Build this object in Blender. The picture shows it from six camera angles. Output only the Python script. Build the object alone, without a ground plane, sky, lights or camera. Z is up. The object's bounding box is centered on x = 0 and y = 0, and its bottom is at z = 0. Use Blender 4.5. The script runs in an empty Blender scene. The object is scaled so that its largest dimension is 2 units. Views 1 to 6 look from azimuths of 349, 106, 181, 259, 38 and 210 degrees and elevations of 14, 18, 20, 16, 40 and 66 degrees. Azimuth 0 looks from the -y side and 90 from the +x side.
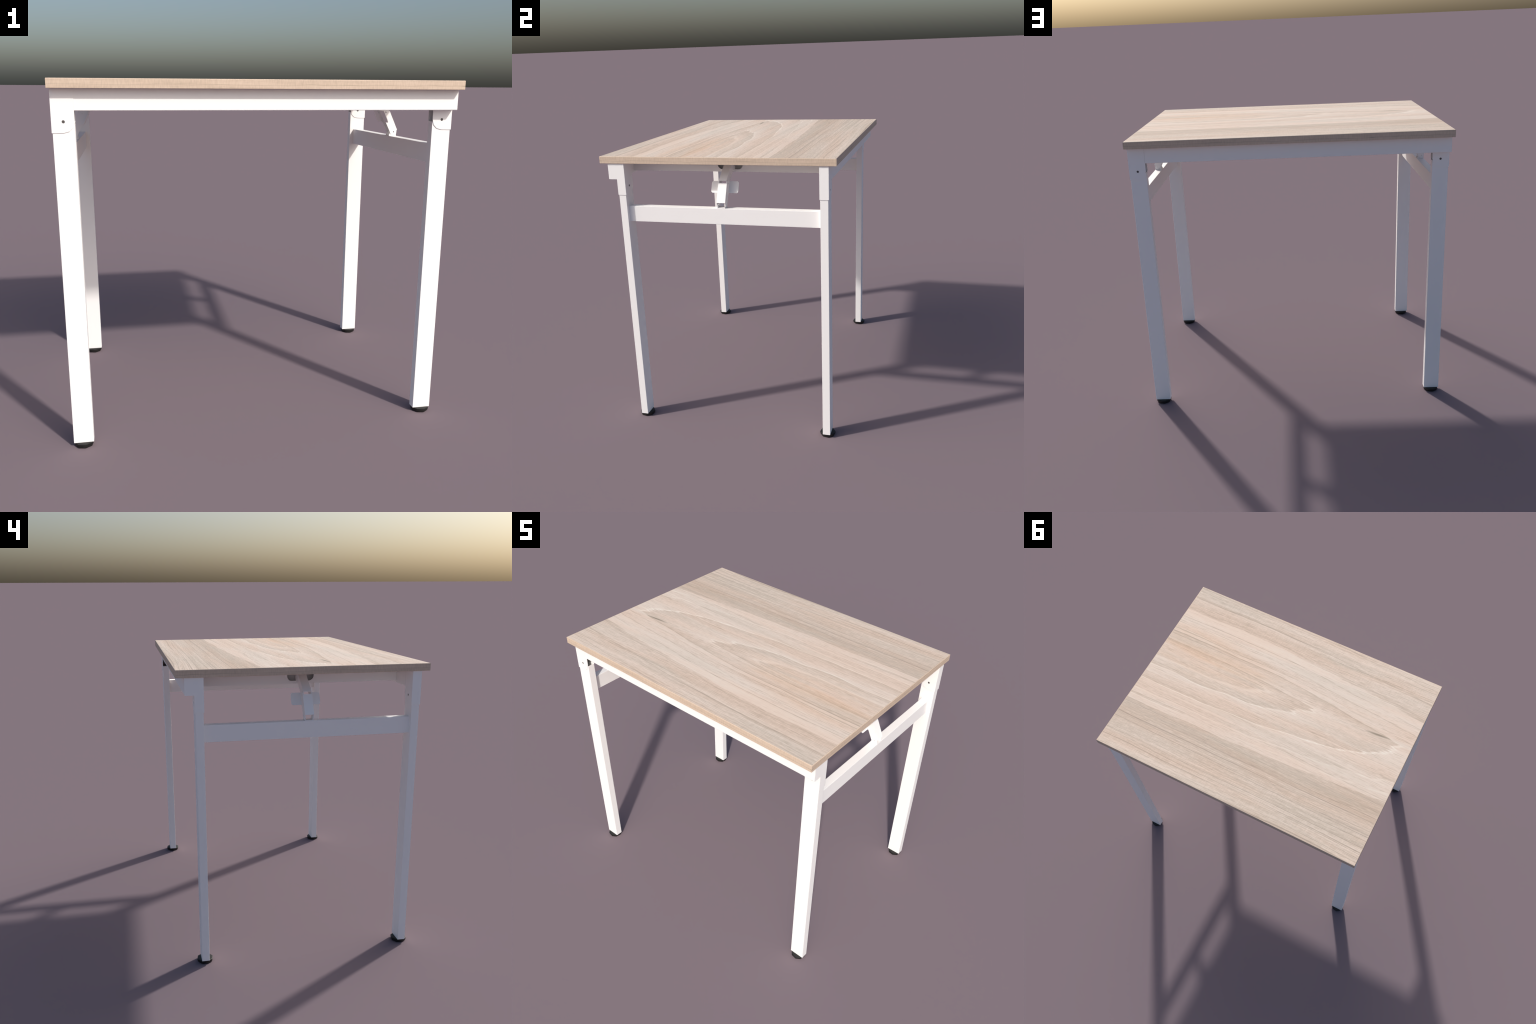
"""Folding-leg desk: pale ash board on a white sheet-steel frame.

The frame is point-symmetric about the vertical axis: every end part is described
once for the +x end and repeated turned by 180 degrees for the -x end.
Lengths in metres of the 2 m wide frame (1 real millimetre = 1/600).
"""
import bpy, bmesh, math
from mathutils import Vector, Matrix
from mathutils.geometry import tessellate_polygon

# ------------------------------------------------------------------ sizes
HALF_X, HALF_Y = 1.0, 0.75
TOP_Z, BOARD = 1.8351, 0.0446
UNDER = TOP_Z - BOARD                    # underside of the board
END_X = 0.9917                           # outer end of rails and brackets
RAIL_OUT, RAIL_IN, RAIL_H = 0.7004, 0.6468, 0.1
PLATE = 0.0032                           # bracket sheet thickness
LEG_X0, LEG_X1 = 0.8880, 0.9886
LEG_CX = 0.9383
LEG_TOP, LEG_BOTTOM = 1.632, 0.022
HOLE_Z = 1.6417
BRACKET_BOTTOM = 1.5905
SHIFT_Y = 0.0267                         # the +x leg pair sits this much towards +y
CROSS_X, CROSS_BOTTOM = 0.75, 1.7035

root = bpy.data.objects.new("folding_desk", None)
bpy.context.scene.collection.objects.link(root)
root["label"] = "rectangular desk with pale wood top on white folding steel legs"
root["category"] = "desk"


# ------------------------------------------------------------------ node helpers
class Nodes:
    def __init__(self, name):
        self.mat = bpy.data.materials.new(name)
        self.mat.use_nodes = True
        self.t = self.mat.node_tree
        self.bsdf = self.t.nodes["Principled BSDF"]

    def new(self, kind, **props):
        n = self.t.nodes.new(kind)
        for k, v in props.items():
            setattr(n, k, v)
        return n

    def put(self, sock, val):
        if isinstance(val, (int, float)):
            sock.default_value = val
        elif isinstance(val, (tuple, list)):
            sock.default_value = val
        else:
            self.t.links.new(val, sock)

    def math(self, op, a, b=0.0, c=0.0, clamp=False):
        n = self.new("ShaderNodeMath", operation=op, use_clamp=clamp)
        for i, v in enumerate((a, b, c)):
            self.put(n.inputs[i], v)
        return n.outputs[0]

    def noise(self, vec, scale, detail=2.0, rough=0.5):
        n = self.new("ShaderNodeTexNoise")
        self.put(n.inputs["Vector"], vec)
        n.inputs["Scale"].default_value = scale
        n.inputs["Detail"].default_value = detail
        n.inputs["Roughness"].default_value = rough
        return n.outputs["Fac"]

    def vec(self, x, y, z=0.0):
        n = self.new("ShaderNodeCombineXYZ")
        for i, v in enumerate((x, y, z)):
            self.put(n.inputs[i], v)
        return n.outputs[0]

    def ramp(self, fac, stops, mode="LINEAR"):
        n = self.new("ShaderNodeValToRGB")
        r = n.color_ramp
        r.interpolation = mode
        while len(r.elements) < len(stops):
            r.elements.new(0.5)
        for e, (p, c) in zip(r.elements, stops):
            e.position = p
            e.color = (*c, 1.0) if not isinstance(c, (int, float)) else (c, c, c, 1.0)
        self.put(n.inputs[0], fac)
        return n.outputs[0]

    def mix(self, fac, a, b, blend="MIX"):
        n = self.new("ShaderNodeMix", data_type="RGBA", blend_type=blend)
        self.put(n.inputs[0], fac)
        self.put(n.inputs[6], a)
        self.put(n.inputs[7], b)
        return n.outputs[2]

    def step(self, val, lo, hi):
        n = self.new("ShaderNodeMapRange", interpolation_type="SMOOTHSTEP")
        self.put(n.inputs[0], val)
        n.inputs[1].default_value = lo
        n.inputs[2].default_value = hi
        return n.outputs[0]

    def xyz(self):
        tc = self.new("ShaderNodeTexCoord")
        s = self.new("ShaderNodeSeparateXYZ")
        self.t.links.new(tc.outputs["Object"], s.inputs[0])
        return s.outputs[0], s.outputs[1], s.outputs[2], tc.outputs["Object"]


def srgb(r, g, b):
    f = lambda c: (c / 255 / 12.92) if c <= 10 else ((c / 255 + 0.055) / 1.055) ** 2.4
    return (f(r), f(g), f(b), 1.0)


# ------------------------------------------------------------------ materials
def wood_board():
    """Flat-sawn ash: nested half-ellipse growth rings around a heart line, their tips
    pointing to -x, over fine fibres that run along x."""
    m = Nodes("pale_ash")
    x, y, z, p = m.xyz()
    mul, add, sub, mad = (lambda a, b: m.math("MULTIPLY", a, b)), (lambda a, b: m.math("ADD", a, b)), \
        (lambda a, b: m.math("SUBTRACT", a, b)), (lambda a, b, c: m.math("MULTIPLY_ADD", a, b, c))

    def grain(fx, fy, seed, detail=2, rough=0.5, yy=None):
        """noise stretched along the grain, centred on zero"""
        return sub(m.noise(m.vec(mul(x, fx), mul(yy if yy is not None else y, fy), seed), 1.0, detail, rough), 0.5)

    # slow waviness of the grain, and ring tips torn into fibres
    yw = add(y, mul(grain(0.9, 2.4, 1.0), 0.06))
    yw = add(yw, mul(grain(3.0, 9.0, 3.7, 2), 0.010))
    xw = add(x, add(mul(grain(1.5, 110.0, 6.1, 3, 0.7), 0.17), mul(grain(1.0, 24.0, 2.2, 2, 0.5), 0.12)))
    # distance from the heart line; rings crowd together on its -y side
    w = add(yw, 0.17)
    wp = m.math("POWER", m.math("DIVIDE", m.math("MAXIMUM", w, 0.0), 0.12), 1.3)
    wn = m.math("POWER", m.math("DIVIDE", m.math("MAXIMUM", mul(w, -1.0), 0.0), 0.0173), 0.63)
    side = add(wp, wn)
    lean = mul(m.math("MAXIMUM", w, 0.0), 0.6)         # tips lean to the -y side
    along = m.math("DIVIDE", m.math("MAXIMUM", add(sub(0.55, xw), lean), 0.0), 0.40)
    s = m.math("SQRT", add(mul(side, side), mul(along, along)))
    s = add(s, mul(grain(3.2, 6.0, 51.0, 2, 0.5), 0.42))
    ring = m.math("DIVIDE", s, 16.0, clamp=True)
    near = m.step(w, -0.035, 0.01)                    # 1 on the +y arms and the tips

    edges = [1.0, 1.95, 3.66, 5.1, 5.9, 6.6, 7.6, 8.6, 9.6, 11.2]
    late = [0.36, 0.26, 0.34, 0.44, 0.50, 0.50, 0.19, 0.18, 0.23, 0.27]     # end of each ring
    early = [0.52, 0.57, 0.56, 0.55, 0.56, 0.24, 0.23, 0.28, 0.31, 0.34]    # start of the next
    stops = [(0.0, 0.50)]
    for e, lo, hi in zip(edges, late, early):
        stops += [((e - 0.022) / 16.0, lo), ((e + 0.014) / 16.0, hi)]
    tone = m.ramp(ring, stops + [(0.98, 0.40)])
    tone = add(tone, mul(m.step(mul(y, -1.0), 0.30, 0.55), 0.18))

    def lines(offset, width, peaks):
        st = [(0.0, 0.0)]
        for e, h in peaks:
            st += [((e + offset - width) / 16.0, 0.0), ((e + offset) / 16.0, h), ((e + offset + width) / 16.0, 0.0)]
        return m.ramp(ring, st)

    pale = mul(lines(0.035, 0.045, [(1.0, 0.9), (1.95, 1.0), (3.66, 1.0), (5.1, 0.5), (5.9, 0.4)]), near)
    dark = mul(lines(-0.05, 0.07, [(1.95, 0.6), (2.6, 0.5), (3.66, 1.0), (4.3, 0.6), (5.1, 1.0), (5.9, 0.9), (6.9, 0.8), (8.1, 0.9), (9.3, 0.7)]),
               sub(1.0, near))
    broken = m.step(grain(5.0, 14.0, 31.0, 2), -0.25, 0.05)
    pale = mul(pale, mad(broken, 0.7, 0.3))
    dark = mul(dark, mad(broken, 0.6, 0.4))

    # fibres and bands, long and thin
    bands = grain(0.30, 30.0, 9.0, 3, 0.55, yw)
    streaks = grain(1.2, 120.0, 12.0, 3, 0.6, yw)
    fibres = grain(20.0, 210.0, 5.0, 3, 0.65)
    flank = m.step(m.math("ABSOLUTE", add(y, 0.02)), 0.20, 0.38)
    pores = mul(m.step(grain(0.25, 62.0, 21.0, 1, 0.4, yw), 0.12, 0.20), mad(flank, 0.8, 0.2))
    fleck = mul(grain(110.0, 14.0, 2.0, 1, 0.5), m.step(m.math("ABSOLUTE", add(y, 0.0)), 0.38, 0.55))

    val = add(mad(sub(tone, 0.45), 0.78, 0.44), mul(bands, 0.34))
    val = add(val, mul(streaks, 0.50))
    val = add(val, mul(fibres, 0.70))
    val = add(val, mul(fleck, 0.15))
    val = sub(val, mul(pores, 0.30))
    hair = m.step(grain(0.4, 110.0, 77.0, 1, 0.4, yw), 0.14, 0.22)
    val = sub(val, mul(hair, mad(flank, 0.16, 0.10)))
    val = sub(val, mul(dark, 0.24))
    # dense short dashes of open pores, and a few stronger flecks
    dash = m.step(grain(7.0, 150.0, 63.0, 2, 0.5, yw), 0.08, 0.20)
    val = sub(val, mul(dash, 0.17))
    nick = m.step(grain(9.0, 60.0, 88.0, 1, 0.4, yw), 0.27, 0.33)
    val = sub(val, mul(nick, 0.28))
    val = mad(sub(val, 0.45), 0.86, 0.455)
    val = add(val, mul(pale, 0.52))
    col = m.ramp(val, [(0.0, srgb(178, 163, 150)[:3]), (0.28, srgb(201, 185, 169)[:3]), (0.5, srgb(224, 208, 194)[:3]),
                       (0.75, srgb(230, 218, 204)[:3]), (1.0, srgb(240, 232, 222)[:3])])
    # rosy clouds stretched along the grain, grey ones between them
    rosy = m.step(grain(0.9, 6.5, 14.0, 3, 0.55, yw), -0.12, 0.16)
    col = m.mix(mul(rosy, 0.5), col, srgb(255, 241, 232), "MULTIPLY")
    grey = m.step(grain(0.8, 9.0, 44.0, 2, 0.55, yw), 0.02, 0.2)
    col = m.mix(mul(grey, 0.5), col, srgb(240, 243, 242), "MULTIPLY")
    # orange heartwood inside the innermost ring
    dx = m.math("DIVIDE", sub(x, 0.62), 0.62)
    dy = m.math("DIVIDE", add(yw, 0.20), 0.24)
    heart = m.math("SUBTRACT", 1.0, add(mul(dx, dx), mul(dy, dy)), clamp=True)
    col = m.mix(mul(heart, mad(m.step(grain(0.8, 16.0, 70.0, 2, 0.5, yw), -0.2, 0.2), 0.5, 0.1)), col, srgb(255, 238, 220), "MULTIPLY")
    # one dark pith streak near the outermost tip
    sx = m.math("DIVIDE", add(x, 0.745), 0.10)
    sy = m.math("DIVIDE", add(mad(x, -0.07, y), 0.131), 0.010)
    streak = m.math("SUBTRACT", 1.0, add(mul(sx, sx), mul(sy, sy)), clamp=True)
    col = m.mix(mul(streak, 1.0), col, srgb(150, 138, 122))
    m.put(m.bsdf.inputs["Base Color"], col)
    m.bsdf.inputs["Roughness"].default_value = 0.85
    m.bsdf.inputs["Specular IOR Level"].default_value = 0.45
    b = m.new("ShaderNodeBump")
    b.inputs["Strength"].default_value = 0.05
    b.inputs["Distance"].default_value = 0.001
    m.put(b.inputs["Height"], val)
    m.put(m.bsdf.inputs["Normal"], b.outputs[0])
    return m.mat


def wood_edge():
    """Edge banding: warm tan with a weave of fine ticks and one dark line along it."""
    m = Nodes("ash_edge_band")
    x, y, z, p = m.xyz()
    run = m.math("ADD", x, y)
    depth = m.math("DIVIDE", m.math("SUBTRACT", TOP_Z, z), BOARD)
    tick = m.noise(m.vec(m.math("MULTIPLY", run, 150.0), m.math("MULTIPLY", depth, 1.5)), 1.0, 2, 0.5)
    grain = m.noise(m.vec(m.math("MULTIPLY", run, 16.0), m.math("MULTIPLY", depth, 20.0), 4.0), 1.0, 3, 0.6)
    cloud = m.noise(m.vec(m.math("MULTIPLY", run, 3.0), m.math("MULTIPLY", depth, 2.0), 8.0), 1.0, 2, 0.5)
    val = m.math("MULTIPLY_ADD", m.math("SUBTRACT", tick, 0.5), 0.7, 0.5)
    val = m.math("ADD", val, m.math("MULTIPLY", m.math("SUBTRACT", grain, 0.5), 0.6))
    val = m.math("ADD", val, m.math("MULTIPLY", m.math("SUBTRACT", cloud, 0.5), 0.6))
    drift = m.math("MULTIPLY_ADD", m.math("SUBTRACT", cloud, 0.5), 0.5, 0.60)
    line = m.math("SUBTRACT", 1.0, m.math("DIVIDE", m.math("ABSOLUTE", m.math("SUBTRACT", depth, drift)), 0.035), clamp=True)
    val = m.math("SUBTRACT", val, m.math("MULTIPLY", line, 0.55))
    col = m.ramp(val, [(0.0, srgb(184, 166, 147)[:3]), (0.5, srgb(211, 190, 170)[:3]), (1.0, srgb(228, 209, 190)[:3])])
    m.put(m.bsdf.inputs["Base Color"], col)
    m.bsdf.inputs["Roughness"].default_value = 0.6
    m.bsdf.inputs["Specular IOR Level"].default_value = 0.3
    return m.mat


def white_steel():
    m = Nodes("white_powder_coat")
    x, y, z, p = m.xyz()
    g = m.noise(p, 260.0, 2, 0.5)
    col = m.ramp(g, [(0.3, srgb(253, 252, 251)[:3]), (0.7, srgb(255, 254, 253)[:3])])
    m.put(m.bsdf.inputs["Base Color"], col)
    m.bsdf.inputs["Roughness"].default_value = 0.5
    m.bsdf.inputs["Specular IOR Level"].default_value = 0.35
    return m.mat


def black_plastic():
    m = Nodes("black_plastic")
    x, y, z, p = m.xyz()
    g = m.noise(p, 180.0, 2, 0.5)
    col = m.ramp(g, [(0.3, srgb(22, 22, 22)[:3]), (0.7, srgb(29, 29, 28)[:3])])
    m.put(m.bsdf.inputs["Base Color"], col)
    m.bsdf.inputs["Roughness"].default_value = 0.55
    return m.mat


def dark_steel():
    m = Nodes("dark_steel")
    x, y, z, p = m.xyz()
    g = m.noise(p, 300.0, 2, 0.5)
    m.put(m.bsdf.inputs["Base Color"], m.ramp(g, [(0.3, srgb(74, 71, 70)[:3]), (0.7, srgb(90, 87, 86)[:3])]))
    m.bsdf.inputs["Roughness"].default_value = 0.5
    return m.mat


WOOD, EDGE, WHITE, BLACK, STEEL = wood_board(), wood_edge(), white_steel(), black_plastic(), dark_steel()


# ------------------------------------------------------------------ mesh helpers
TURN = Matrix.Rotation(math.pi, 4, "Z")


def finish(name, bm, mat, parent=None, smooth=None):
    bmesh.ops.recalc_face_normals(bm, faces=bm.faces[:])
    me = bpy.data.meshes.new(name)
    bm.to_mesh(me)
    bm.free()
    me.materials.append(mat)
    ob = bpy.data.objects.new(name, me)
    bpy.context.scene.collection.objects.link(ob)
    ob.parent = parent or root
    if smooth is not None:
        me.shade_smooth()
        me.set_sharp_from_angle(angle=math.radians(smooth))
        wn = ob.modifiers.new("flat_faces", "WEIGHTED_NORMAL")
        wn.keep_sharp = True
        wn.weight = 100
    return ob


def repeat_turned(ob, parent=None):
    """the same part at the -x end, turned half a revolution about the desk's axis"""
    c = ob.copy()
    bpy.context.scene.collection.objects.link(c)
    c.parent = parent or root
    c.matrix_local = TURN if parent is None else Matrix.Identity(4)
    return c


def box(bm, lo, hi, bevel=0.0, segments=2, along=None):
    """box; with `along` only the edges parallel to that axis are rounded"""
    r = bmesh.ops.create_cube(bm, size=1.0)
    vs = r["verts"]
    for v in vs:
        v.co = Vector([(a + b) / 2 + c * (b - a) for a, b, c in zip(lo, hi, v.co)])
    if bevel:
        es = list({e for v in vs for e in v.link_edges})
        if along is not None:
            es = [e for e in es if abs((e.verts[0].co - e.verts[1].co).normalized()[along]) > 0.9]
        bmesh.ops.bevel(bm, geom=es, offset=bevel, segments=segments, profile=0.5, affect="EDGES")


def sheet(bm, outline, holes, place, thick):
    """flat sheet: 2D outline with holes, extruded by `thick`; place(u, v, w) -> 3D point"""
    loops = [list(outline)] + [list(h) for h in holes]
    tris = tessellate_polygon([[Vector((u, v, 0)) for u, v in lp] for lp in loops])
    flat = [q for lp in loops for q in lp]
    a = [bm.verts.new(place(u, v, 0.0)) for u, v in flat]
    b = [bm.verts.new(place(u, v, thick)) for u, v in flat]
    for t in tris:
        try:
            bm.faces.new([a[i] for i in t])
            bm.faces.new([b[i] for i in reversed(t)])
        except ValueError:
            pass
    k = 0
    for lp in loops:
        n = len(lp)
        for i in range(n):
            j = (i + 1) % n
            bm.faces.new((a[k + i], a[k + j], b[k + j], b[k + i]))
        k += n


def arc(cx, cy, r, a0, a1, n):
    return [(cx + r * math.cos(math.radians(a0 + (a1 - a0) * i / n)),
             cy + r * math.sin(math.radians(a0 + (a1 - a0) * i / n))) for i in range(n + 1)]


def circle(cx, cy, r, n):
    return arc(cx, cy, r, 10, 370, n)[:-1]


def rounded(x0, y0, x1, y1, r, n=6):
    return (arc(x1 - r, y0 + r, r, -90, 0, n) + arc(x1 - r, y1 - r, r, 0, 90, n)
            + arc(x0 + r, y1 - r, r, 90, 180, n) + arc(x0 + r, y0 + r, r, 180, 270, n))


# ------------------------------------------------------------------ board and its edge band
BAND, ROUND = 0.0045, 0.0035
bm = bmesh.new()
box(bm, (-HALF_X + BAND, -HALF_Y + BAND, UNDER), (HALF_X - BAND, HALF_Y - BAND, TOP_Z))
finish("tabletop", bm, WOOD)

bm = bmesh.new()
profile = [(BAND, TOP_Z)]                                    # (inset from the outer edge, height)
profile += [(ROUND - ROUND * math.sin(a), TOP_Z - ROUND + ROUND * math.cos(a))
            for a in [i * math.pi / 2 / 5 for i in range(6)]]
profile += [(ROUND * 0.7 - ROUND * 0.7 * math.cos(a), UNDER + ROUND * 0.7 - ROUND * 0.7 * math.sin(a))
            for a in [i * math.pi / 2 / 3 for i in range(4)]]
profile += [(BAND, UNDER)]
rings = []
for inset, h in profile:
    rings.append([bm.verts.new((sx * (HALF_X - inset), sy * (HALF_Y - inset), h))
                  for sx, sy in ((-1, -1), (1, -1), (1, 1), (-1, 1))])
for i in range(len(rings)):
    r0, r1 = rings[i], rings[(i + 1) % len(rings)]
    for j in range(4):
        k = (j + 1) % 4
        bm.faces.new((r0[j], r0[k], r1[k], r1[j]))
finish("edge_band", bm, EDGE, smooth=35)

# ------------------------------------------------------------------ long rails
bm = bmesh.new()
box(bm, (-END_X, RAIL_IN - 0.0003, UNDER - RAIL_H), (LEG_X0 - 0.0004, RAIL_OUT, UNDER - 0.0003))
low_edges = [e for e in bm.edges if all(v.co.z < UNDER - 0.05 and v.co.y > RAIL_OUT - 0.001 for v in e.verts)]
bmesh.ops.bevel(bm, geom=low_edges, offset=0.004, segments=3, profile=0.5, affect="EDGES")
rail = finish("rail", bm, WHITE, smooth=40)
repeat_turned(rail)

# ------------------------------------------------------------------ cross rail with the brace slot
bm = bmesh.new()
SLOT_W, SLOT_Z0, SLOT_Z1, SLOT_R = 0.0833, 1.7190, 1.7830, 0.031
y1 = RAIL_IN - 0.0006
sheet(bm, [(-y1, CROSS_BOTTOM), (y1, CROSS_BOTTOM), (y1, UNDER - 0.0003), (-y1, UNDER - 0.0003)],
      [rounded(SHIFT_Y - SLOT_W, SLOT_Z0, SHIFT_Y + SLOT_W, SLOT_Z1, SLOT_R, 8)],
      lambda u, v, w: Vector((CROSS_X - w, u, v)), 0.004)
box(bm, (CROSS_X - 0.050, -y1, CROSS_BOTTOM), (CROSS_X - 0.004, y1, CROSS_BOTTOM + 0.004))
box(bm, (CROSS_X - 0.050, -y1, CROSS_BOTTOM + 0.004), (CROSS_X - 0.046, y1, UNDER - 0.0003))
cross = finish("cross_rail", bm, WHITE)
repeat_turned(cross)

# ------------------------------------------------------------------ hinge brackets, legs, feet
def bracket_mesh(y0, y1):
    """U of folded sheet, open towards the desk's middle, rounded about the pivot hole"""
    bm = bmesh.new()
    top = UNDER - 0.0003
    r = LEG_CX - LEG_X0
    outline = [(END_X, top), (LEG_X0, top)] + arc(LEG_CX, HOLE_Z, r, 180, 270, 3) + [(END_X - 0.0015, BRACKET_BOTTOM), (END_X, BRACKET_BOTTOM + 0.0015)]
    hole = circle(LEG_CX, HOLE_Z, 0.0075, 8)
    for y in (y0, y1 - PLATE):
        sheet(bm, outline, [hole], lambda u, v, w, y=y: Vector((u, y + w, v)), PLATE)
    box(bm, (END_X - PLATE, y0 + PLATE, BRACKET_BOTTOM), (END_X, y1 - PLATE, top))
    return bm


def leg_mesh(y0, y1):
    bm = bmesh.new()
    box(bm, (LEG_X0, y0, LEG_BOTTOM), (LEG_X1, y1, LEG_TOP), bevel=0.0018, along=2)
    # hollow upper end of the tube
    t = 0.004
    tops = [f for f in bm.faces if f.calc_center_median().z > LEG_TOP - 1e-4 and f.normal.z > 0.9]
    r = bmesh.ops.inset_region(bm, faces=tops, thickness=t, depth=0.0)
    d = bmesh.ops.extrude_face_region(bm, geom=tops)
    vs = [g for g in d["geom"] if isinstance(g, bmesh.types.BMVert)]
    bmesh.ops.translate(bm, verts=vs, vec=(0, 0, -0.12))
    bmesh.ops.delete(bm, geom=tops, context="FACES")
    return bm


def foot_mesh(cy):
    """eight-sided plastic glide"""
    bm = bmesh.new()
    prof = [(0.0, LEG_BOTTOM), (0.046, LEG_BOTTOM - 0.0002), (0.0505, LEG_BOTTOM - 0.003), (0.0500, 0.010), (0.0475, 0.0), (0.0, 0.0)]
    rings = []
    for r, h in prof:
        if r == 0.0:
            rings.append([bm.verts.new((LEG_CX, cy, h))])
        else:
            rings.append([bm.verts.new((LEG_CX + r * math.cos(a), cy + r * math.sin(a), h))
                          for a in [math.radians(12 + 45 * i) for i in range(8)]])
    for a, b in zip(rings, rings[1:]):
        for i in range(8):
            j = (i + 1) % 8
            if len(a) == 1:
                bm.faces.new((a[0], b[i], b[j]))
            elif len(b) == 1:
                bm.faces.new((a[i], a[j], b[0]))
            else:
                bm.faces.new((a[i], a[j], b[j], b[i]))
    return bm


brackets, legs, feet = [], [], []
for y0, y1 in ((0.6470, 0.7025), (-0.6465, -0.5925)):
    br = finish("hinge_bracket", bracket_mesh(y0, y1), WHITE)
    leg = finish("leg", leg_mesh(y0 + PLATE + 0.0002, y1 - PLATE - 0.0002), WHITE, smooth=40)
    foot = finish("foot", foot_mesh((y0 + y1) / 2), BLACK, parent=leg, smooth=50)
    bm = bmesh.new()                      # hinge pin, just behind the bracket's holes
    sheet(bm, circle(LEG_CX, HOLE_Z, 0.0085, 12), [], lambda u, v, w: Vector((u, y0 + 0.0016 + w, v)), y1 - y0 - 0.0032)
    pin = finish("hinge_pin", bm, STEEL, parent=br)
    repeat_turned(pin, parent=repeat_turned(br))
    leg2 = repeat_turned(leg)
    repeat_turned(foot, parent=leg2)

# ------------------------------------------------------------------ stretcher between the two legs of an end
bm = bmesh.new()
box(bm, (LEG_CX - 0.025, -0.5962, 1.4130), (LEG_CX + 0.025, 0.6504, 1.5140), bevel=0.003, along=1)
stretcher = finish("stretcher", bm, WHITE, smooth=40)
repeat_turned(stretcher)

# ------------------------------------------------------------------ folding brace
FOOT_P = Vector((0.9448, 1.5375))        # pivots in the x-z plane
JOINT_P = Vector((0.8890, 1.6545))
HEAD_P = Vector((0.7545, 1.7450))


def link_frame(a, b):
    t = (b - a).normalized()
    o = Vector((t.y, -t.x))              # points outwards and up
    return lambda u, v: a + t * u + o * v


def flange(bm, frame, outline, holes, y, thick=0.0028):
    sheet(bm, outline, holes,
          lambda u, v, w: Vector((frame(u, v).x, y + w, frame(u, v).y)), thick)


SH = 0.0028
LOW_Y0, LOW_Y1 = SHIFT_Y - 0.0280, SHIFT_Y + 0.0280
UP_Y0, UP_Y1 = SHIFT_Y - 0.0247, SHIFT_Y + 0.0247

# lower link with its thumb tabs
bm = bmesh.new()
low = link_frame(FOOT_P, JOINT_P)
L = (JOINT_P - FOOT_P).length
outline = ([(0.1535, -0.0295), (0.078, -0.0295), (0.075, -0.0235), (0.0, -0.0215)] + arc(0, 0, 0.0205, 250, 150, 6)
           + [(0.002, 0.0218)] + [(0.126, 0.0218)] + arc(L, 0, 0.0220, 70, 0, 5))
holes = [circle(0, 0, 0.0045, 8), circle(L, 0, 0.0045, 8)]
for y in (LOW_Y0, LOW_Y1 - SH):
    flange(bm, low, outline, holes, y)
sheet(bm, [(0.002, LOW_Y0), (0.1265, LOW_Y0), (0.1265, LOW_Y1), (0.002, LOW_Y1)], [],
      lambda u, v, w: Vector((low(u, 0.0220 + w).x, v, low(u, 0.0220 + w).y)), 0.003)
TAB, TAB_T0, TAB_T1, TAB_R = 0.0605, 0.078, 0.1535, 0.013
for sgn, base in ((1, LOW_Y1), (-1, LOW_Y0)):
    rnd = ([(TAB_T0, -0.003), (TAB_T1, -0.003)] + arc(TAB_T1 - TAB_R, TAB - TAB_R, TAB_R, 0, 90, 6)
           + arc(TAB_T0 + TAB_R, TAB - TAB_R, TAB_R, 90, 180, 6))
    sheet(bm, rnd, [],
          lambda u, v, w, sgn=sgn, base=base: Vector((low(u, -0.0305 + w).x, base + sgn * v, low(u, -0.0305 + w).y)), SH)
b_low = finish("brace_lower_link", bm, WHITE)
repeat_turned(b_low)

# upper link
bm = bmesh.new()
up = link_frame(JOINT_P, HEAD_P)
U = (HEAD_P - JOINT_P).length
outline = (arc(0, 0, 0.0165, 265, 130, 7) + [(-0.005, 0.0298), (U - 0.004, 0.0298)]
           + arc(U, 0, 0.0165, 60, -85, 7))
holes = [circle(0, 0, 0.0045, 8), circle(U, 0, 0.0045, 8)]
for y in (UP_Y0, UP_Y1 - SH):
    flange(bm, up, outline, holes, y)
sheet(bm, [(-0.005, UP_Y0), (U - 0.004, UP_Y0), (U - 0.004, UP_Y1), (-0.005, UP_Y1)], [],
      lambda u, v, w: Vector((up(u, 0.0300 + w).x, v, up(u, 0.0300 + w).y)), 0.003)
b_up = finish("brace_upper_link", bm, WHITE)
repeat_turned(b_up)

# ears under the board that carry the upper pivot
bm = bmesh.new()
ear = [(HEAD_P.x - 0.025, UNDER - 0.0043)] + arc(HEAD_P.x, HEAD_P.y, 0.0275, 180 + 20, 360 - 10, 8) + [(HEAD_P.x + 0.031, UNDER - 0.0043)]
for y in (SHIFT_Y + 0.0262, SHIFT_Y - 0.0262 - SH):
    sheet(bm, ear, [circle(HEAD_P.x, HEAD_P.y, 0.005, 8)],
          lambda u, v, w, y=y: Vector((u, y + w, v)), SH)
box(bm, (HEAD_P.x - 0.025, SHIFT_Y - 0.040, UNDER - 0.0040), (HEAD_P.x + 0.031, SHIFT_Y + 0.040, UNDER - 0.0004))
ears = finish("pivot_bracket", bm, WHITE)
repeat_turned(ears)

# clevis on the stretcher
bm = bmesh.new()
ear = [(0.9170, 1.5180)] + [(0.9620, 1.5180)] + arc(FOOT_P.x, FOOT_P.y, 0.0165, 0, 150, 7)
for y in (LOW_Y0 + SH + 0.0008, LOW_Y1 - 2 * SH - 0.0008):
    sheet(bm, ear, [circle(FOOT_P.x, FOOT_P.y, 0.0045, 8)],
          lambda u, v, w, y=y: Vector((u, y + w, v)), SH)
box(bm, (0.9170, LOW_Y0 + 0.002, 1.5143), (0.9620, LOW_Y1 - 0.002, 1.5179))
clevis = finish("brace_clevis", bm, WHITE)
repeat_turned(clevis)
